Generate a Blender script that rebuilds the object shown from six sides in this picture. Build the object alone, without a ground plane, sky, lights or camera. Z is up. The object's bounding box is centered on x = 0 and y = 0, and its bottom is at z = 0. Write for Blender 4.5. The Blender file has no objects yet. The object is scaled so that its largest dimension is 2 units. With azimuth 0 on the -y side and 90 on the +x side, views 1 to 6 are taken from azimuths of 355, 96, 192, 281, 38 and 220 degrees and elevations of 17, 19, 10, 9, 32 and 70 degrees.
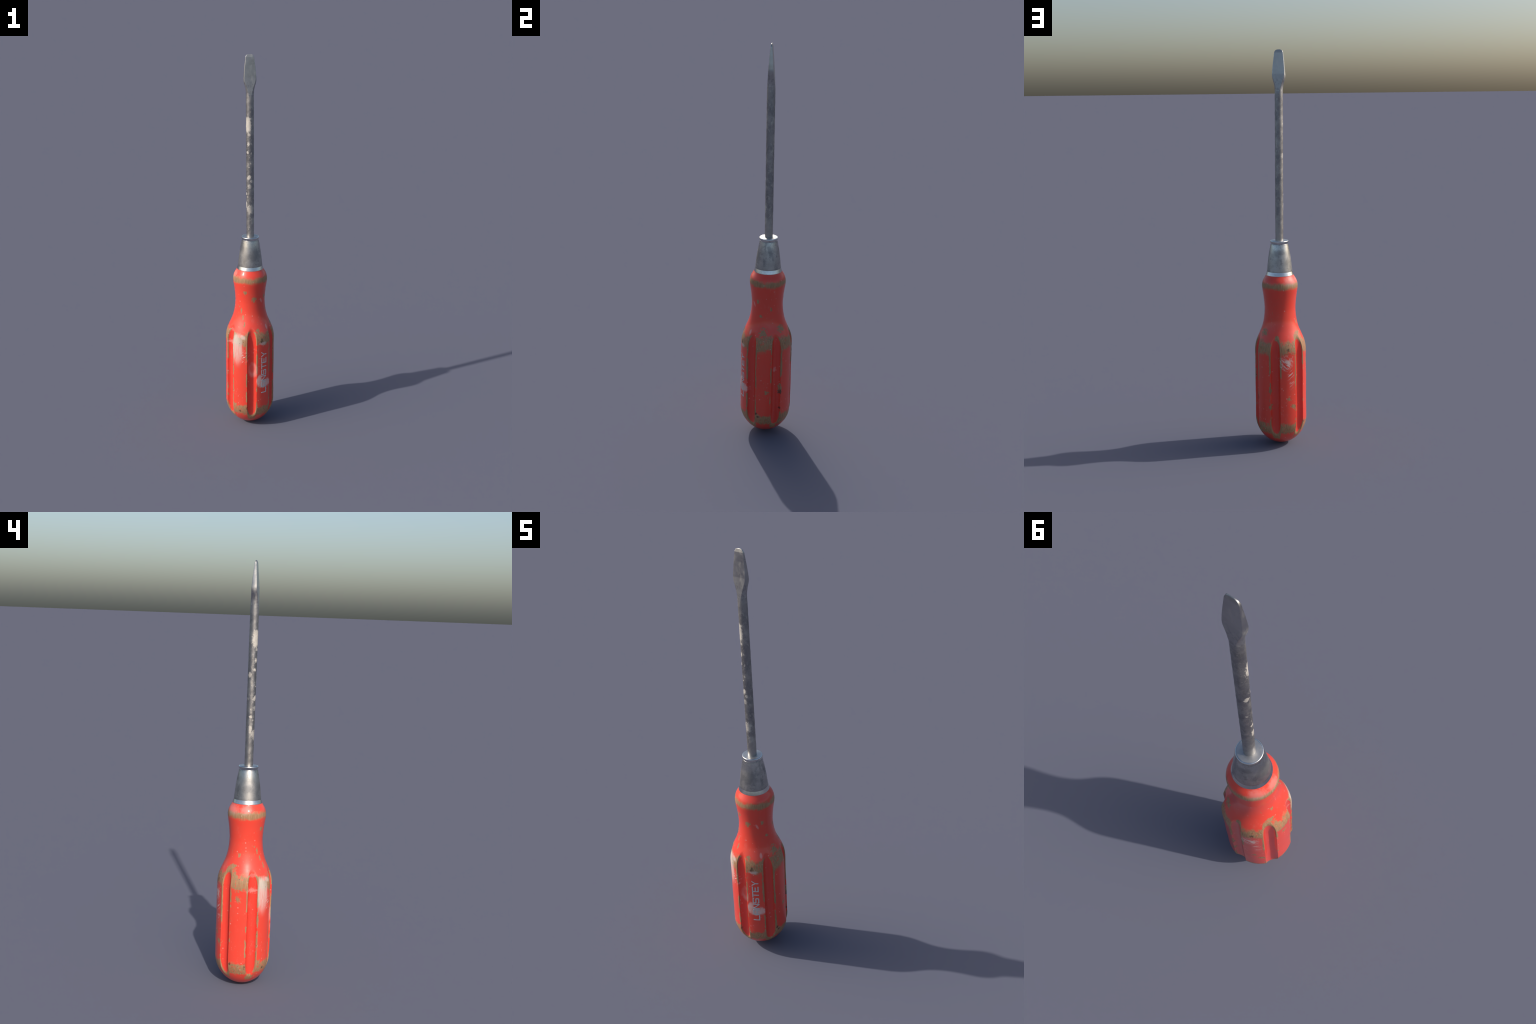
"""An old flat-blade screwdriver standing on the round end of its red fluted handle."""
import bpy, bmesh, math
import numpy as np
from mathutils import Vector

# ------------------------------------------------------------------ scene graph
root = bpy.data.objects.new("screwdriver", None)
bpy.context.scene.collection.objects.link(root)
root["label"] = "worn red fluted screwdriver with steel flat blade standing upright"
root["category"] = "screwdriver"


def add_object(name, mesh, parent, material):
    ob = bpy.data.objects.new(name, mesh)
    bpy.context.scene.collection.objects.link(ob)
    ob.parent = parent
    if material:
        mesh.materials.append(material)
    return ob


def grid_mesh(name, P, cap_start=False, cap_end=False):
    """P[row, col, 3]: closed in the column direction."""
    nr, nc = P.shape[:2]
    idx = np.arange(nr * nc).reshape(nr, nc)
    nxt = np.roll(idx, -1, axis=1)
    quads = np.stack([idx[:-1], nxt[:-1], nxt[1:], idx[1:]], -1).reshape(-1, 4)
    faces = quads.tolist()
    if cap_start:
        faces.append(idx[0][::-1].tolist())
    if cap_end:
        faces.append(idx[-1].tolist())
    me = bpy.data.meshes.new(name)
    me.from_pydata(P.reshape(-1, 3).tolist(), [], faces)
    me.update()
    me.shade_smooth()
    return me


def pchip(x, y, q):
    """monotone cubic through the profile points"""
    x = np.asarray(x, float); y = np.asarray(y, float)
    h = np.diff(x); d = np.diff(y) / h
    m = np.zeros_like(y)
    m[0], m[-1] = d[0], d[-1]
    for i in range(1, len(x) - 1):
        if d[i - 1] * d[i] > 0:
            w1 = 2 * h[i] + h[i - 1]; w2 = h[i] + 2 * h[i - 1]
            m[i] = (w1 + w2) / (w1 / d[i - 1] + w2 / d[i])
    k = np.clip(np.searchsorted(x, q) - 1, 0, len(x) - 2)
    t = (q - x[k]) / h[k]
    return ((2*t**3 - 3*t**2 + 1) * y[k] + (t**3 - 2*t**2 + t) * h[k] * m[k]
            + (-2*t**3 + 3*t**2) * y[k + 1] + (t**3 - t**2) * h[k] * m[k + 1])


def az_point(az_deg, r, z):
    a = np.radians(az_deg)
    return r * np.sin(a), -r * np.cos(a), z


# ------------------------------------------------------------------ node helper
class Nodes:
    def __init__(self, name):
        self.mat = bpy.data.materials.new(name)
        self.mat.use_nodes = True
        self.t = self.mat.node_tree
        self.t.nodes.clear()
        self.out = self.t.nodes.new("ShaderNodeOutputMaterial")
        self.bsdf = self.t.nodes.new("ShaderNodeBsdfPrincipled")
        self.t.links.new(self.bsdf.outputs[0], self.out.inputs[0])
        tc = self.t.nodes.new("ShaderNodeTexCoord")
        self.obj = tc.outputs["Object"]
        sep = self.t.nodes.new("ShaderNodeSeparateXYZ")
        self.t.links.new(self.obj, sep.inputs[0])
        self.x, self.y, self.z = sep.outputs

    def put(self, sock, v):
        if hasattr(v, "node"):
            self.t.links.new(v, sock)
        elif isinstance(v, (tuple, list)) and len(v) == 3 and sock.type == 'RGBA':
            sock.default_value = (*v, 1)
        else:
            sock.default_value = v

    def m(self, op, a, b=0.0, c=0.0, clamp=False):
        n = self.t.nodes.new("ShaderNodeMath"); n.operation = op; n.use_clamp = clamp
        for s, v in zip(n.inputs, (a, b, c)):
            self.put(s, v)
        return n.outputs[0]

    def add(self, *a):
        r = a[0]
        for b in a[1:]:
            r = self.m('ADD', r, b)
        return r

    def mul(self, *a):
        r = a[0]
        for b in a[1:]:
            r = self.m('MULTIPLY', r, b)
        return r

    def sub(self, a, b): return self.m('SUBTRACT', a, b)
    def mx(self, *a):
        r = a[0]
        for b in a[1:]:
            r = self.m('MAXIMUM', r, b)
        return r
    def mn(self, a, b): return self.m('MINIMUM', a, b)

    def step(self, v, lo, hi):
        """0 below lo, 1 above hi, smooth between (lo > hi reverses)"""
        n = self.t.nodes.new("ShaderNodeMapRange"); n.interpolation_type = 'SMOOTHSTEP'
        rev = lo > hi
        if rev:
            lo, hi = hi, lo
        self.put(n.inputs[0], v); n.inputs[1].default_value = lo; n.inputs[2].default_value = hi
        n.inputs[3].default_value = 1.0 if rev else 0.0
        n.inputs[4].default_value = 0.0 if rev else 1.0
        return n.outputs[0]

    def vec(self, x, y, z):
        n = self.t.nodes.new("ShaderNodeCombineXYZ")
        for s, v in zip(n.inputs, (x, y, z)):
            self.put(s, v)
        return n.outputs[0]

    def scaled(self, v, s, off=(0, 0, 0)):
        n = self.t.nodes.new("ShaderNodeMapping")
        self.put(n.inputs[0], v); n.inputs["Scale"].default_value = s
        n.inputs["Location"].default_value = off
        return n.outputs[0]

    def noise(self, v, scale, detail=4.0, rough=0.55, dist=0.0):
        n = self.t.nodes.new("ShaderNodeTexNoise")
        self.put(n.inputs["Vector"], v); n.inputs["Scale"].default_value = scale
        n.inputs["Detail"].default_value = detail; n.inputs["Roughness"].default_value = rough
        n.inputs["Distortion"].default_value = dist
        return n.outputs[0]

    def dots(self, v, scale, rnd=1.0):
        n = self.t.nodes.new("ShaderNodeTexVoronoi")
        self.put(n.inputs["Vector"], v); n.inputs["Scale"].default_value = scale
        n.inputs["Randomness"].default_value = rnd
        return n.outputs["Distance"], n.outputs["Color"]

    def mix(self, f, a, b):
        n = self.t.nodes.new("ShaderNodeMix"); n.data_type = 'RGBA'
        self.put(n.inputs[0], f)
        self.put(n.inputs[6], a); self.put(n.inputs[7], b)
        return n.outputs[2]

    def mixf(self, f, a, b):
        n = self.t.nodes.new("ShaderNodeMix"); n.data_type = 'FLOAT'
        self.put(n.inputs[0], f); self.put(n.inputs[2], a); self.put(n.inputs[3], b)
        return n.outputs[0]

    def ramp_curve(self, v, pts):
        n = self.t.nodes.new("ShaderNodeFloatCurve")
        c = n.mapping.curves[0]
        while len(c.points) < len(pts):
            c.points.new(0.5, 0.5)
        for p, (a, b) in zip(c.points, pts):
            p.location = (a, b); p.handle_type = 'VECTOR'
        n.mapping.update()
        self.put(n.inputs[1], v)
        return n.outputs[0]

    def bump(self, h, strength, dist=0.002):
        n = self.t.nodes.new("ShaderNodeBump")
        n.inputs["Strength"].default_value = strength; n.inputs["Distance"].default_value = dist
        self.put(n.inputs["Height"], h)
        self.put(self.bsdf.inputs["Normal"], n.outputs[0])

    def set(self, **kw):
        for k, v in kw.items():
            self.put(self.bsdf.inputs[k.replace("_", " ")], v)

    def azimuth(self):
        a = self.m('ARCTAN2', self.x, self.mul(self.y, -1.0))
        return self.mul(a, 180 / math.pi)

    def blob(self, az, a0, z0, wa, wz, wobble=None, amp=0.0, soft=0.3, skew=0.0):
        """soft-edged patch centred at azimuth a0, height z0"""
        dz = self.sub(self.z, z0)
        da = self.m('WRAP', self.sub(az, a0), 180.0, -180.0)
        if skew:
            da = self.add(da, self.mul(dz, skew))
        p = self.m('POWER', self.m('ABSOLUTE', self.mul(da, 1 / wa)), 2.0)
        q = self.m('POWER', self.m('ABSOLUTE', self.mul(dz, 1 / wz)), 2.0)
        d = self.m('SQRT', self.add(p, q))
        if wobble is not None:
            d = self.add(d, self.mul(self.sub(wobble, 0.5), amp))
        return self.step(d, 1.0 + soft, 1.0 - soft)


# ------------------------------------------------------------------ handle shape
BODY_R = 0.1305
DOME_H = 0.138
# neck, bulge and shoulder above the straight fluted body
NECK = [(.485, .1305), (.502, .1303), (.5245, .1277), (.5468, .1221), (.569, .1133), (.591, .1036),
        (.613, .0946), (.635, .0880), (.657, .0833), (.679, .0805), (.70, .0790), (.712, .0786), (.723, .0789),
        (.745, .0804), (.766, .0825), (.788, .0854), (.806, .0882), (.818, .0898), (.829, .0905), (.840, .0897),
        (.852, .0870), (.862, .0829), (.872, .0772), (.880, .0725), (.887, .0690)]


def body_radius(z):
    z = np.asarray(z, float)
    t = np.clip(z / DOME_H, 0, 1)
    dome = BODY_R * np.sqrt(np.maximum(0, 1 - (1 - t) ** 1.85))
    nx, ny = zip(*NECK)
    neck = pchip(nx, ny, np.clip(z, nx[0], nx[-1]))
    return np.where(z < nx[0], dome, neck)


# six flutes, as if milled by a round-nosed cutter running parallel to the axis
FLOOR_R = 0.1095
CUT_RHO = 0.0268
CUT_C = FLOOR_R + CUT_RHO


def flute_radius(phi):
    """distance from the axis to the cutter surface, phi in radians from the flute's middle"""
    s = np.abs(CUT_C * np.sin(phi))
    lim = 0.995 * CUT_RHO
    inside = np.minimum(s, lim)
    r = CUT_C * np.cos(phi) - np.sqrt(CUT_RHO ** 2 - inside ** 2)
    return r + np.maximum(s - lim, 0) * 12.0


def smin(a, b, k):
    h = np.maximum(k - np.abs(a - b), 0) / k
    return np.minimum(a, b) - h * h * k * 0.25


def build_handle(material):
    # azimuth samples: denser round the flute rims
    half = np.concatenate([np.linspace(0, 7.5, 14, endpoint=False), np.linspace(7.5, 15, 34, endpoint=False),
                           np.linspace(15, 30, 16, endpoint=False)])
    one = np.concatenate([half, 60 - half[::-1] - (half[1] - half[0]) * 0])
    one = np.unique(np.round(one, 5))
    one = one[one < 59.999]
    az = np.concatenate([one + 60 * k for k in range(6)])
    phi = np.radians((az + 30) % 60 - 30)
    zd = DOME_H * (1 - np.cos(np.linspace(0.02, math.pi / 2, 110)))
    z = np.concatenate([zd, np.linspace(DOME_H, .48, 70)[1:], np.linspace(.48, .66, 130)[1:], np.linspace(.66, .887, 110)[1:]])
    R = body_radius(z)
    A, Z = np.meshgrid(az, z)
    rr = smin(R[:, None] * np.ones_like(A), flute_radius(phi)[None, :] * np.ones_like(A), 0.0055)
    # hand-worn unevenness
    rr = rr + 0.0004 * np.sin(Z * 31 + np.radians(A) * 2) * np.clip(Z / .2, 0, 1) * (Z < .5)
    X, Y, ZZ = az_point(A, rr, Z)
    P = np.stack([X, Y, ZZ], -1)
    me = grid_mesh("handle", P, cap_start=True, cap_end=True)
    return add_object("handle", me, root, material)


# ------------------------------------------------------------------ handle paint
def handle_material():
    n = Nodes("worn_red_paint")
    az = n.azimuth()
    z = n.z
    r = n.m('SQRT', n.add(n.mul(n.x, n.x), n.mul(n.y, n.y)))
    # profile radius at this height, from the same rule as the mesh
    zs = np.concatenate([DOME_H * (np.linspace(0, 1, 14) ** 2), np.linspace(.485, .60, 12)])
    pts = [(float(a / .6), float(b / .15)) for a, b in zip(zs, body_radius(zs))]
    Rz = n.mul(n.ramp_curve(n.mul(n.mn(z, .6), 1 / .6), pts), .15)
    # distance to the flute surface along the radius
    phi = n.mul(n.m('WRAP', az, 30.0, -30.0), math.pi / 180)
    s = n.mul(n.m('ABSOLUTE', n.m('SINE', phi)), CUT_C)
    ins = n.mn(s, 0.995 * CUT_RHO)
    rc = n.sub(n.mul(n.m('COSINE', phi), CUT_C), n.m('SQRT', n.sub(CUT_RHO ** 2, n.mul(ins, ins))))
    rc = n.add(rc, n.mul(n.mx(n.sub(s, 0.995 * CUT_RHO), 0.0), 3.2))
    land = n.mul(n.sub(rc, r), .31)                      # grows away from the rim on the land
    depth = n.sub(Rz, r)                     # grows into the flute
    fluted = n.mul(n.step(z, .605, .585), n.step(z, .035, .05))
    in_flute = n.mul(n.step(depth, .0025, .006), fluted)

    fine = n.noise(n.obj, 260, 3, .6)
    mid = n.noise(n.obj, 70, 5, .6)
    broad = n.noise(n.obj, 17, 4, .55)
    grain_v = n.scaled(n.obj, (1, 1, .09))
    grain = n.noise(grain_v, 240, 4, .65)
    streak = n.noise(n.scaled(n.obj, (1, 1, .12)), 90, 5, .65)

    # ---- bare undercoat on the flute rims: broken runs of uneven width
    gate_n = n.noise(n.scaled(n.obj, (1, 1, .42), (3.1, 1.7, .4)), 26, 3, .6)
    gate = n.step(n.add(gate_n, n.mul(n.step(z, .36, .44), .10), n.mul(n.step(z, .553, .572), -.4), n.mul(n.blob(az, -118, .575, 16, .03), .55), n.mul(n.blob(az, -176, .572, 7, .02), .45), n.mul(n.step(z, .16, .10), .10)), .482, .512)
    wid = n.mul(n.noise(n.scaled(n.obj, (1, 1, .5), (9, 2, 5)), 34, 3, .6), n.add(.0125, n.mul(n.step(z, .535, .57), -.0065)))
    rim_land = n.step(n.sub(n.add(land, n.mul(n.sub(mid, .5), .0045)), wid), .0008, -.0004)
    rim_flute = n.step(n.add(depth, n.mul(n.sub(mid, .5), .003)), .0062, .0044)
    rim = n.mul(rim_land, rim_flute, gate, fluted)

    rag = n.noise(n.scaled(n.obj, (1, 1, .8)), 130, 3, .6)
    # ---- worn shoulder and foot of every land
    top_c = n.add(.526, n.mul(n.sub(n.noise(n.vec(n.mul(az, .022), 3.0, 1.0), 1.0, 1, .5), .5), .05))
    dz = n.m('ABSOLUTE', n.sub(z, top_c))
    dz = n.add(dz, n.mul(n.sub(streak, .5), .022), n.mul(n.sub(broad, .5), .06), n.mul(n.sub(mid, .5), .045))
    top = n.step(dz, .045, .020)
    dzb = n.m('ABSOLUTE', n.sub(z, n.add(.107, n.mul(n.sub(n.noise(n.vec(n.mul(az, .02), 7.0, 2.0), 1.0, 1, .5), .5), .03))))
    dzb = n.add(dzb, n.mul(n.sub(streak, .5), .008), n.mul(n.sub(broad, .5), .04), n.mul(n.sub(mid, .5), .042))
    foot = n.step(dzb, .036, .019)
    # large bare field on the land towards the sun, smaller one on the lettered land
    keep_out = n.blob(az, -30, .548, 9, .016, mid, .8, .3)
    patch = n.mx(n.blob(az, -91, .508, 14, .022, mid, 2.6, .3),
                 n.mul(n.blob(az, -91, .447, 5, .014, rag, 3.6, .25), .9),
                 n.blob(az, -100, .545, 7, .034, mid, 2.0, .3, 170),
                 n.blob(az, 17, .566, 4, .010, rag, 3.6, .2))
    lands = n.mul(n.mx(n.mul(top, n.sub(1.0, n.mul(keep_out, .8))), foot, patch), n.sub(1.0, in_flute), n.sub(1.0, n.mul(n.step(n.noise(n.scaled(n.obj, (1, 1, .6), (1, 8, 3)), 95, 4, .65), .56, .64), .6)))

    # ---- rubbed ring on the bulge under the ferrule
    ring_d = n.add(n.m('ABSOLUTE', n.sub(z, .836)), n.mul(n.sub(broad, .5), .03), n.mul(n.sub(mid, .5), .022))
    ring = n.step(ring_d, .0215, .006)

    # ---- chips scattered over neck and shoulder
    chips = None
    for a0, z0, wa, wz in ((-23, .770, 5, .010), (11, .733, 7, .014), (-49, .689, 2.5, .005), (-39, .668, 2.2, .010),
                           (-30, .634, 2.0, .010), (-98, .648, 3.5, .009), (-22, .602, 1.6, .014), (98, .266, 4.5, .008),
                           (-149, .266, 3.5, .008), (131, .280, 3.0, .018), (168, .305, 2.5, .010), (-111, .595, 8, .008),
                           (75, .665, 6, .006), (110, .70, 3, .01), (-43, .140, 4, .008), (168, .222, 3, .014),
                           (60, .74, 4, .01), (140, .60, 9, .014), (85, .585, 8, .018), (-138, .225, 5, .01)):
        b = n.blob(az, a0, z0, wa * 1.15, wz * 1.1, rag, 4.2, .25)
        chips = b if chips is None else n.mx(chips, b)
    speck_d, speck_c = n.dots(n.scaled(n.obj, (1, 1, .6)), 95)
    speck_pick = n.step(n.m('FRACT', n.mul(speck_c, 7.3)), .84, .86)
    specks = n.mul(n.step(n.add(speck_d, n.mul(n.sub(fine, .5), .25)), .2, .08), speck_pick, n.step(broad, .42, .6), .6)
    hair = n.mul(n.step(n.noise(n.scaled(n.obj, (1, 1, .18), (2, 4, 8)), 150, 2, .5), .70, .74), n.step(broad, .44, .54), .55)
    hair = n.mul(hair, n.step(z, .5, .56), n.step(z, .8, .72))

    fd, fc = n.dots(n.scaled(n.obj, (1, 1, .7), (.7, .2, .5)), 210)
    flecks = n.mul(n.step(fd, .30, .14), n.step(n.m('FRACT', n.mul(fc, 6.7)), .82, .85), .5)
    wear = n.m('MINIMUM', n.mx(rim, lands, ring, chips, specks, hair, flecks), 1.0)

    # ---- pale scuffs and dried smears
    sc_v = n.vec(n.mul(az, .55), n.mul(z, 7.0), 0.0)
    sc = n.noise(sc_v, 1.0, 5, .62)
    stroke = n.noise(n.vec(n.mul(az, .9), n.mul(z, 9.0), 3.0), 1.0, 5, .7)
    brush = n.mul(n.blob(az, -37, .458, 14, .098, stroke, 2.4, .35), n.step(n.add(stroke, n.mul(n.step(z, .40, .50), .08)), .36, .58), n.step(z, .335, .43), .78)
    brush = n.mx(brush, n.mul(n.blob(az, -41, .515, 6, .034, stroke, 2.2, .4), .75), n.mul(n.blob(az, -24, .535, 7, .012, stroke, 3.0, .4, 200), .6))
    brush = n.mul(brush, n.step(n.add(z, n.mul(n.sub(mid, .5), .03)), .558, .542))
    brush = n.mul(brush, n.sub(1.0, in_flute))
    warp = n.noise(n.vec(n.mul(az, .12), n.mul(z, 50), 4.0), 1.0, 4, .6, 1.2)
    u = n.add(n.mul(az, .10), n.mul(z, 55)); v = n.sub(n.mul(az, .10), n.mul(z, 55))
    feather = n.noise(n.vec(n.mul(u, .5), n.mul(v, 2.2), 1.0), 1.0, 5, .65, .8)
    feather2 = n.noise(n.vec(n.mul(u, 2.0), n.mul(v, .5), 6.0), 1.0, 5, .65, .8)
    scratch = n.mx(n.mul(n.step(feather2, .44, .62), n.blob(az, -155, .455, 13, .034, mid, 1.2, .5)),
                   n.mul(n.step(feather, .50, .66), n.blob(az, -144, .375, 7, .05, mid, 1.2, .5), .8),
                   n.mul(n.step(feather, .50, .64), n.blob(az, -20, .425, 11, .030, mid, 1.2, .5)))
    scratch = n.mx(scratch, n.mul(n.blob(az, -151, .458, 5, .012, feather2, 3.0, .4, 300), .8))
    smear_n = n.noise(n.vec(n.mul(az, .2), n.mul(z, 60), 2.0), 1.0, 4, .6)
    palm = n.mul(n.mx(n.blob(az, 33, .264, 17, .023, mid, .9, .3, -120), n.blob(az, 18, .287, 6.5, .029, mid, .7, .3, -60)),
                 n.add(.42, n.mul(smear_n, .55)))
    palm = n.mul(palm, n.sub(1.0, n.mul(in_flute, .7)))
    mm = n.mul(n.sub(n.blob(az, 3, .343, 11, .040, mid, .5, .3), n.mul(n.blob(az, 1, .352, 7, .024, mid, .6, .5), .75)), .32)
    small = n.mx(n.mul(n.blob(az, 28, .497, 8, .009, mid, 2.0, .4), .55), n.mul(n.blob(az, 47, .578, 3, .012, mid, .6, .4), .4),
                 n.mul(n.blob(az, -147, .455, 2.5, .022, mid, 1.5, .4), .5), n.mul(n.blob(az, -60, .487, 11, .010, feather, 4.5, .5), .32),
                 n.mul(n.blob(az, 42, .722, 4, .012, mid, 1.0, .4, 250), .35), n.mul(n.blob(az, 118, .385, 4, .013, mid, .8, .4), .3))
    small = n.mx(small, n.mul(n.blob(az, -82, .862, 17, .018, mid, 1.6, .6), .26), n.mul(n.blob(az, -128, .858, 22, .02, streak, 2, .6), .24),  # soft paler patches on the upper bulge
                 n.mul(n.blob(az, -60, .56, 9, .008, feather, 4, .5), .18))
    dd, dc = n.dots(n.scaled(n.obj, (1, 1, .9), (.3, .1, .2)), 62)
    dust = n.mul(n.step(dd, .26, .08), n.step(n.m('FRACT', n.mul(dc, 5.7)), .62, .66), n.step(n.noise(n.obj, 11, 2, .5), .42, .56), .34)
    scuffs = n.mul(n.step(n.noise(n.scaled(n.obj, (1, 1, .7), (6, 3, 2)), 90, 4, .7), .60, .72), n.step(n.noise(n.obj, 9, 2, .5), .44, .58), n.step(z, .36, .16), .30)
    film = n.mul(n.step(n.noise(n.scaled(n.obj, (1, 1, .5), (5, 5, 1)), 26, 5, .65), .56, .80), .09)
    white = n.m('MINIMUM', n.mx(brush, scratch, palm, mm, small, dust, film, scuffs), 1.0)

    # ---- black dirt bedded into the bare places
    bd, bc = n.dots(n.scaled(n.obj, (1, 1, .75)), 75)
    dirt = n.mul(n.step(n.add(bd, n.mul(n.sub(fine, .5), .3)), .22, .08), n.step(n.m('FRACT', n.mul(bc, 9.1)), .74, .78), n.mx(lands, rim))
    spots = None
    for a0, z0, wa, wz in ((26, .513, 4, .010), (-28.5, .106, 2.2, .006), (-12, .123, 2.0, .008), (75, .140, 3, .007), (79, .125, 3, .006),
                           (131, .262, 2.5, .012), (131, .171, 2, .006), (-150, .52, 3, .008), (-105, .128, 3, .007), (-74, .12, 2, .012)):
        b = n.blob(az, a0, z0, wa * .85, wz * .9, rag, 5.0, .45)
        spots = b if spots is None else n.mx(spots, b)
    dirt = n.mul(n.mx(dirt, spots), .72)

    red = n.mix(n.mul(n.step(broad, .35, .7), .5), (.74, .056, .031), (.69, .064, .038))
    red = n.mix(n.mul(n.step(fine, .60, .78), .20), red, (.45, .10, .05))
    red = n.mix(n.mul(in_flute, .5), red, (.71, .040, .026))
    och = n.mix(n.step(grain, .22, .78), (.22, .128, .062), (.40, .245, .125))
    och = n.mix(n.mul(n.step(broad, .4, .65), .4), och, (.33, .215, .11))
    col = n.mix(n.mul(wear, .95), red, och)
    col = n.mix(n.mul(white, .85), col, (.66, .60, .54))
    col = n.mix(dirt, col, (.035, .026, .02))
    n.set(Base_Color=col)
    rough = n.add(.42, n.mul(n.sub(broad, .5), .12), n.mul(wear, .22), n.mul(white, .2))
    n.set(Roughness=rough, Coat_Weight=n.mul(n.sub(1.0, n.mx(n.mul(wear, .6), white)), .55), Coat_Roughness=n.add(.07, n.mul(mid, .06)))
    n.set(**{"Specular IOR Level": .32})
    h = n.add(n.mul(wear, -.5), n.mul(fine, .12), n.mul(n.mul(grain, wear), .25))
    n.bump(h, .35, .0012)
    return n.mat


# ------------------------------------------------------------------ lettering
def letter_shapes(w, h, t):
    """stroke areas of each capital in a w x h cell, stroke thickness t; pieces meet edge to edge"""
    m = h / 2
    c = t * .7                                       # corner cut
    d = t * 1.3
    return {
        "L": [[(0, h), (0, 0), (w, 0), (w, t), (t, t), (t, h)]],
        "A": [[(0, 0), (t, 0), (t, h - t - .3 * c), (t + .3 * c, h - t), (w - t - .3 * c, h - t), (w - t, h - t - .3 * c), (w - t, 0),
               (w, 0), (w, h - c), (w - c, h), (c, h), (0, h - c)],
              [(t, m - t * .9), (w - t, m - t * .9), (w - t, m + t * .1), (t, m + t * .1)]],
        "N": [[(0, 0), (t, 0), (t, h - d), (w - t, 0), (w, 0), (w, h), (w - t, h), (w - t, d), (t, h), (0, h)]],
        "S": [[(0, t + c), (0, c), (c, 0), (w - c, 0), (w, c), (w, m + t / 2 - c), (w - c, m + t / 2), (t + .4 * c, m + t / 2),
               (t, m + t / 2 + .4 * c), (t, h - t - .4 * c), (t + .4 * c, h - t), (w - t, h - t), (w - t, h - t - c * .6), (w, h - t - c * .6),
               (w, h - c), (w - c, h), (c, h), (0, h - c), (0, m - t / 2 + c), (c, m - t / 2), (w - t - .4 * c, m - t / 2),
               (w - t, m - t / 2 - .4 * c), (w - t, t + .4 * c), (w - t - .4 * c, t), (t, t), (t, t + c)]],
        "T": [[(w / 2 - t / 2, 0), (w / 2 + t / 2, 0), (w / 2 + t / 2, h - t), (w, h - t), (w, h), (0, h), (0, h - t), (w / 2 - t / 2, h - t)]],
        "E": [[(0, 0), (w, 0), (w, t), (t, t), (t, m - t / 2), (w * .86, m - t / 2), (w * .86, m + t / 2), (t, m + t / 2),
               (t, h - t), (w, h - t), (w, h), (0, h)]],
        "Y": [[(w / 2 - t / 2, 0), (w / 2 + t / 2, 0), (w / 2 + t / 2, m - t * .35), (w, h), (w - t * 1.15, h), (w / 2, m + t * .35),
               (t * 1.15, h), (0, h), (w / 2 - t / 2, m - t * .35)]],
    }


def build_letters(handle, material):
    cap_h = math.radians(37.2 - 23.2) * BODY_R
    w = 0.0312
    shapes = letter_shapes(w, cap_h, 0.0052)
    z0 = 0.2100
    pitch = 0.0347
    for i, ch in enumerate("LANSTEY"):
        bm = bmesh.new()
        for poly in shapes[ch]:
            bm.faces.new([bm.verts.new((u, v, 0)) for u, v in poly])
        bm.normal_update()
        bmesh.ops.triangulate(bm, faces=bm.faces[:])
        for k in range(1, 9):
            bmesh.ops.bisect_plane(bm, geom=bm.verts[:] + bm.edges[:] + bm.faces[:], plane_co=(0, cap_h * k / 9 + 1e-5, 0), plane_no=(0, 1, 0))
        bmesh.ops.remove_doubles(bm, verts=bm.verts[:], dist=1e-6)
        bmesh.ops.recalc_face_normals(bm, faces=bm.faces[:])
        for f in bm.faces:
            if f.normal.z < 0:
                f.normal_flip()
        top = bmesh.ops.extrude_face_region(bm, geom=bm.faces[:])
        for e in top["geom"]:
            if isinstance(e, bmesh.types.BMVert):
                e.co.z = 1.0
        for v in bm.verts:
            a = 37.2 - math.degrees(v.co.y / BODY_R)
            zz = z0 + pitch * i + v.co.x
            rr = BODY_R + 0.0004 * math.sin(zz * 31 + math.radians(a) * 2) + (0.0006 if v.co.z > .5 else -0.0008)
            v.co = az_point(a, rr, zz)
        bmesh.ops.recalc_face_normals(bm, faces=bm.faces[:])
        me = bpy.data.meshes.new("letter")
        bm.to_mesh(me); bm.free()
        add_object("letter", me, handle, material)


def letter_material():
    n = Nodes("grey_print")
    k = n.noise(n.obj, 120, 4, .6)
    wornout = n.step(n.noise(n.obj, 210, 4, .7), .63, .72)
    col = n.mix(k, (.40, .41, .42), (.52, .52, .51))
    n.set(Base_Color=n.mix(n.mul(wornout, .5), col, (.6, .12, .09)), Roughness=.5)
    return n.mat


# ------------------------------------------------------------------ ferrule
def lathe(name, profile, parent, material, seg=160, cap_start=False, cap_end=False):
    az = np.linspace(0, 360, seg, endpoint=False)
    zr = np.array(profile)
    A, R = np.meshgrid(az, zr[:, 1])
    Z = np.repeat(zr[:, :1], seg, 1)
    X, Y, Z = az_point(A, R, Z)
    me = grid_mesh(name, np.stack([X, Y, Z], -1), cap_start, cap_end)
    return add_object(name, me, parent, material)


def fillet_profile(pts, steps=5):
    """points (z, r, radius): round each inner corner with an arc-like quadratic"""
    out = [pts[0][:2]]
    for a, b, c in zip(pts, pts[1:], pts[2:]):
        p0, p1, p2 = (Vector(q[:2]) for q in (a, b, c))
        k = b[2]
        if k <= 0:
            out.append(tuple(p1)); continue
        u = p1 + (p0 - p1).normalized() * min(k, (p0 - p1).length * .49)
        v = p1 + (p2 - p1).normalized() * min(k, (p2 - p1).length * .49)
        for i in range(steps + 1):
            t = i / steps
            out.append(tuple(u * (1 - t) ** 2 + p1 * 2 * t * (1 - t) + v * t ** 2))
    out.append(pts[-1][:2])
    return out


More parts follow.
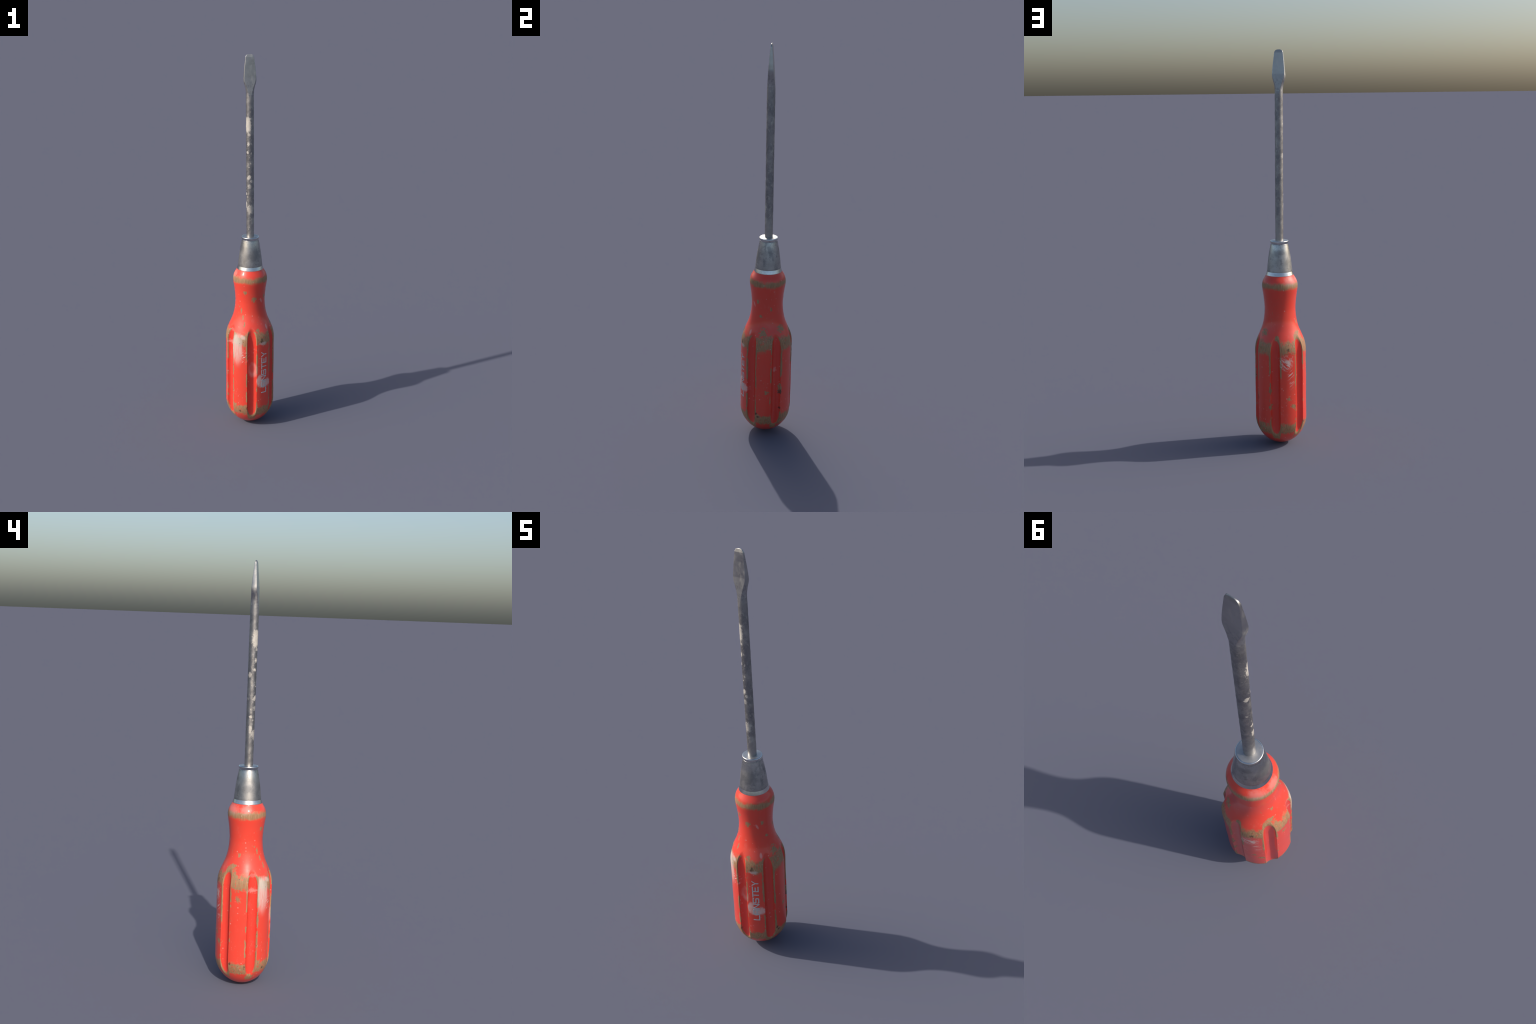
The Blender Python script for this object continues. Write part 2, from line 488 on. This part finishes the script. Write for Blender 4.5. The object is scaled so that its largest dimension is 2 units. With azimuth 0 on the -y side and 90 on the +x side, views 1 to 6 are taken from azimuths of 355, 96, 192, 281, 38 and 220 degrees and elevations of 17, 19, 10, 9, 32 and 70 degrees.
def steel(name, base, dark, rough, rough_amp, pits=0.0, tint=(.5, .46, .40)):
    n = Nodes(name)
    broad = n.noise(n.obj, 22, 5, .6, .4)
    mid = n.noise(n.obj, 75, 5, .65)
    fine = n.noise(n.obj, 330, 3, .6)
    col = n.mix(n.step(broad, .33, .68), dark, base)
    col = n.mix(n.mul(n.step(mid, .52, .72), .35), col, tint)
    rgh = n.add(rough, n.mul(n.sub(mid, .5), rough_amp), n.mul(n.sub(broad, .5), rough_amp))
    h = n.mul(fine, .3)
    if pits:
        d, c = n.dots(n.obj, 210)
        pm = n.mul(n.step(d, .28, .14), n.step(n.m('FRACT', n.mul(c, 8.3)), .70, .74), n.step(broad, .40, .58))
        col = n.mix(n.mul(pm, pits), col, (.06, .06, .065))
        h = n.sub(h, n.mul(pm, .8))
    n.set(Metallic=1.0)
    return n, col, rgh, h, broad, mid, fine


def ferrule_material():
    n, col, rgh, h, broad, mid, fine = steel("tarnished_ferrule_steel", (.46, .45, .44), (.36, .355, .35), .42, .26, .8)
    z = n.z
    polished = n.step(n.add(z, n.mul(n.sub(broad, .5), .07)), .985, 1.02)
    grime = n.mx(n.mul(n.step(n.add(z, n.mul(n.sub(mid, .5), .02)), 1.034, 1.046), .4),  # occlusion darkening painted under the lip and above the bottom ring
                 n.mul(n.step(n.add(z, n.mul(n.sub(mid, .5), .012)), .912, .902), .25))
    col = n.mix(n.mul(polished, .6), col, (.58, .585, .58))
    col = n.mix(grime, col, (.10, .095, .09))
    stain = n.mx(n.blob(n.azimuth(), -80, .958, 26, .020, mid, 1.6, .5), n.blob(n.azimuth(), 105, 1.0, 12, .03, mid, 2.0, .5, 300),
                 n.blob(n.azimuth(), -160, 1.005, 22, .014, mid, 2.0, .5), n.blob(n.azimuth(), 20, .97, 30, .03, mid, 2.0, .5))
    smudge = n.step(n.noise(n.scaled(n.obj, (1, 1, .7), (4, 1, 2)), 38, 5, .65), .50, .66)
    smudge = n.mx(smudge, stain)
    col = n.mix(n.mul(smudge, .55), col, (.20, .20, .205))
    n.set(Base_Color=col, Roughness=n.add(rgh, n.mul(polished, -.13), n.mul(smudge, .12)))
    n.bump(h, .15, .0006)
    return n.mat


def bright_material():
    n, col, rgh, h, broad, mid, fine = steel("rubbed_bright_steel", (.70, .70, .69), (.56, .56, .55), .22, .16)
    flat_top = n.mul(n.step(n.z, 1.0585, 1.0602), n.step(n.m('SQRT', n.add(n.mul(n.x, n.x), n.mul(n.y, n.y))), .0425, .040))
    col = n.mix(n.mul(flat_top, .5), col, (.40, .39, .38))
    n.set(Base_Color=col, Roughness=n.add(rgh, n.mul(flat_top, .22)))
    n.bump(h, .08, .0004)
    return n.mat


def build_ferrule():
    body_mat = ferrule_material()
    bright = bright_material()
    cone = [(.893, .0652, 0), (.9035, .0645, .004), (.925, .0622, .008), (.967, .0574, .01), (1.009, .0510, .01), (1.030, .0468, .006),
            (1.0385, .0449, .003), (1.0440, .0436, .0006), (1.0450, .0410, 0)]
    ferrule = lathe("ferrule", fillet_profile(cone), root, body_mat)
    ring = [(.8835, .0640, 0), (.8838, .0694, .0005), (.8862, .0701, .0012), (.9022, .06485, .0004), (.912, .0622, 0)]
    lathe("bottom_ring", fillet_profile(ring), ferrule, bright)
    cap = [(1.0437, .0425, 0), (1.0450, .0438, .0006), (1.0528, .0463, .0022), (1.0572, .0467, .0024), (1.0606, .0445, .0022),
           (1.0612, .0400, .002), (1.0614, .0190, 0)]
    lathe("top_cap", fillet_profile(cap), ferrule, bright)


# ------------------------------------------------------------------ shaft and blade
SHAFT_R = 0.0200
Z0, Z1 = 1.052, 2.0
BLADE_Z = 1.800
LEAN = (-0.0055, -0.0042)             # the shaft leans a little
WIDTH = [(1.785, .0200), (1.80, .0202), (1.8175, .0211), (1.8365, .0242), (1.8555, .0297), (1.868, .0322), (1.877, .0328), (1.8934, .0317),
         (1.931, .0281), (1.9685, .0238), (1.986, .0216), (1.990, .0203), (1.9935, .0184), (1.9965, .0155), (1.9985, .0112), (2.0, .0050)]


def section(z, n_side=12, n_face=14):
    """outline of the steel at height z, one quarter mirrored four ways: a rounded flank, then a ground flat"""
    wx, wy = zip(*WIDTH)
    w = float(pchip(wx, wy, np.array([min(max(z, wx[0]), wx[-1])]))[0])
    bulge = SHAFT_R + .007 * min(max((z - 1.81) / .06, 0), 1) + .022 * min(max((z - 1.855) / .08, 0), 1)
    t = .0200 - (z - 1.782) * .0768
    if z > 1.986:                        # filed back at the very end
        t = float(np.interp(z, [1.986, 1.996, 1.999, 2.0], [.00433, .0024, .0017, .0008]))
    flat = t < .72 * bulge
    ys = t if flat else .72 * bulge
    ell = lambda y: w * math.sqrt(max(0, 1 - (y / bulge) ** 2))
    xe = ell(ys)
    ch = .0009 * min(1, t / .004)
    x_face = xe - ch if flat else ell(ys + ch)
    q = [(ell((ys - ch) * i / n_side), (ys - ch) * i / n_side) for i in range(n_side + 1)]
    top = []
    for i in range(n_face + 1):
        x = x_face * (1 - i / n_face)
        full = bulge * math.sqrt(max(0, 1 - (x / w) ** 2))
        top.append((x, min(t, full)))
    q += top[:-1]
    q1 = q + [top[-1]]
    half = q1 + [(-x, y) for x, y in q[::-1]]
    return half + [(x, -y) for x, y in half[-2:0:-1]]


def build_shaft(steel_mat, blade_mat):
    zs = np.concatenate([np.linspace(Z0, BLADE_Z, 200)[:-1], np.linspace(BLADE_Z, 1.985, 110), np.linspace(1.985, 2.0, 24)[1:]])
    rows = []
    for z in zs:
        k = (z - 1.05) / .95
        rows.append([(x + LEAN[0] * k, y + LEAN[1] * k, z) for x, y in section(z)])
    P = np.array(rows)
    # hammered, slightly dented skin on the round part
    ang = np.arctan2(P[..., 1], P[..., 0]); zz = P[..., 2]
    dent = 0.00016 * (np.sin(zz * 97 + 2 * ang) + np.sin(zz * 171 - 3 * ang + 1.3)) * (zz < 1.79)
    P[..., 0] += np.cos(ang) * dent; P[..., 1] += np.sin(ang) * dent
    full = grid_mesh("whole", P, cap_start=True, cap_end=True)
    normals = np.array([v.normal[:] for v in full.vertices])
    nr, nc = P.shape[:2]
    cut = int(np.argmin(np.abs(zs - BLADE_Z)))
    parts = []
    for name, a, b, parent, mat in (("shaft", 0, cut + 1, root, steel_mat), ("blade", cut, nr, None, blade_mat)):
        me = grid_mesh(name, P[a:b], cap_start=(a == 0), cap_end=(b == nr))
        ob = add_object(name, me, parent or parts[0], mat)
        me.normals_split_custom_set_from_vertices(normals.reshape(nr, nc, 3)[a:b].reshape(-1, 3).tolist())
        parts.append(ob)
    bpy.data.meshes.remove(full)
    return parts


def shaft_material():
    n, col, rgh, h, broad, mid, fine = steel("grimy_shaft_steel", (.38, .37, .36), (.28, .275, .28), .46, .2, .7)
    az = n.azimuth()
    band = n.noise(n.scaled(n.obj, (1, 1, .55), (0, 0, 3)), 38, 5, .65)
    blot = n.noise(n.scaled(n.obj, (1, 1, .6), (7, 1, 4)), 65, 5, .7)
    col = n.mix(n.mul(n.step(band, .45, .66), .6), col, (.20, .196, .205))
    col = n.mix(n.mul(n.step(blot, .54, .66), .5), col, (.56, .53, .48))
    rgh = n.add(rgh, n.mul(n.step(band, .46, .66), .10))
    clean = n.step(n.add(n.z, n.mul(n.sub(mid, .5), .05)), 1.17, 1.11)
    col = n.mix(n.mul(clean, .55), col, (.52, .50, .47))
    tip = n.step(n.add(n.z, n.mul(n.sub(mid, .5), .06)), 1.77, 1.80)
    col = n.mix(n.mul(tip, .3), col, (.30, .30, .32))
    rag = n.noise(n.scaled(n.obj, (1, 1, .8)), 170, 4, .65)
    spots = None
    # dried plaster / paint spots: azimuth, height, half-width in degrees, half-height
    for a0, z0, wa, wz, s in ((-40, 1.645, 46, .036, 1.0), (-42, 1.674, 40, .015, .85), (-34, 1.551, 16, .011, 1.0), (6, 1.553, 9, .005, .5),
                              (-46, 1.507, 18, .006, .9), (5, 1.503, 9, .006, .6), (-103, 1.484, 22, .011, .8), (-2, 1.450, 9, .004, .8),
                              (-22, 1.431, 9, .003, .8), (-20, 1.380, 20, .011, 1.0), (9, 1.358, 18, .008, .8), (-35, 1.372, 20, .007, .7),
                              (-78, 1.291, 20, .007, 1.0), (-76, 1.231, 17, .020, .9), (-35, 1.211, 26, .016, .7), (2, 1.207, 48, .023, .66),
                              (36, 1.148, 34, .016, .42), (-66, 1.235, 12, .012, .6), (-120, 1.375, 14, .006, .5), (-50, 1.275, 14, .004, .6),
                              (150, 1.32, 12, .006, .3), (-18, 1.330, 24, .012, .45), (-25, 1.60, 20, .006, .7)):
        b = n.mul(n.blob(az, a0, z0, wa, wz, rag, 2.6, .14), s)
        spots = b if spots is None else n.mx(spots, b)
    sd, sc = n.dots(n.scaled(n.obj, (1, 1, .8)), 140)
    side = n.blob(az, -25, 1.40, 75, .36, broad, .5, .4)
    small = n.mul(n.step(sd, .30, .16), n.step(n.m('FRACT', n.mul(sc, 6.1)), .70, .74), side, .7)
    sd2, sc2 = n.dots(n.scaled(n.obj, (1, 1, .9), (.2, .6, .1)), 320)
    small = n.mx(small, n.mul(n.step(sd2, .34, .2), n.step(n.m('FRACT', n.mul(sc2, 4.3)), .74, .78), n.mx(side, .25), .55))
    ring_scr = n.mul(n.step(n.m('ABSOLUTE', n.sub(n.noise(n.scaled(n.obj, (.5, .5, 1), (1, 2, 0)), 60, 3, .6, .8), .5)), .012, .004), n.step(broad, .5, .65), .35)
    crack = n.add(.75, n.mul(n.step(n.noise(n.obj, 190, 4, .7), .35, .6), .25))
    paint = n.mul(n.mx(spots, small), crack, .9)
    col = n.mix(n.mul(ring_scr, .6), col, (.7, .66, .6))
    n.set(Base_Color=n.mix(paint, col, (.54, .495, .43)), Metallic=n.sub(1.0, paint),
          Roughness=n.mixf(paint, n.add(rgh, n.mul(clean, -.06)), .7))
    n.bump(n.add(h, n.mul(paint, .7), n.mul(blot, .5)), .35, .0008)
    return n.mat


def blade_material():
    n, col, rgh, h, broad, mid, fine = steel("ground_blade_steel", (.46, .455, .45), (.395, .39, .39), .32, .16, .25, (.44, .42, .38))
    low = n.step(n.add(n.z, n.mul(n.sub(mid, .5), .04)), 1.875, 1.845)
    stain = n.mul(n.step(n.noise(n.scaled(n.obj, (1, 1, .5)), 130, 4, .7), .5, .62), low)
    col = n.mix(n.mul(stain, .6), col, (.2, .2, .21))
    flank = n.m('ABSOLUTE', n.x)
    scale_coat = n.mul(n.step(n.add(n.z, n.mul(n.sub(mid, .5), .008)), 1.888, 1.880), n.step(n.m('ABSOLUTE', n.add(n.y, .004)), 0.0, .001))  # slightly darker, rougher zone below the widest point of the blade
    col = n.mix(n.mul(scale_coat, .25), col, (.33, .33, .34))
    filed = n.step(n.add(n.z, n.mul(n.sub(mid, .5), .004)), 1.983, 1.988)
    col = n.mix(n.mul(filed, .6), col, (.36, .35, .33))  # tip bevel colour lowered to subdue its white highlight
    worn = n.mul(n.step(n.noise(n.scaled(n.obj, (1, 1, .35), (2, 2, 2)), 60, 4, .6), .5, .66), .4)
    col = n.mix(worn, col, (.58, .56, .51))
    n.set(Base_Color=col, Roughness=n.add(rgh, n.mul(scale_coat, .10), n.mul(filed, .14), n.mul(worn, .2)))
    n.bump(h, .15, .0005)
    return n.mat


handle = build_handle(handle_material())
build_letters(handle, letter_material())
build_ferrule()
build_shaft(shaft_material(), blade_material())
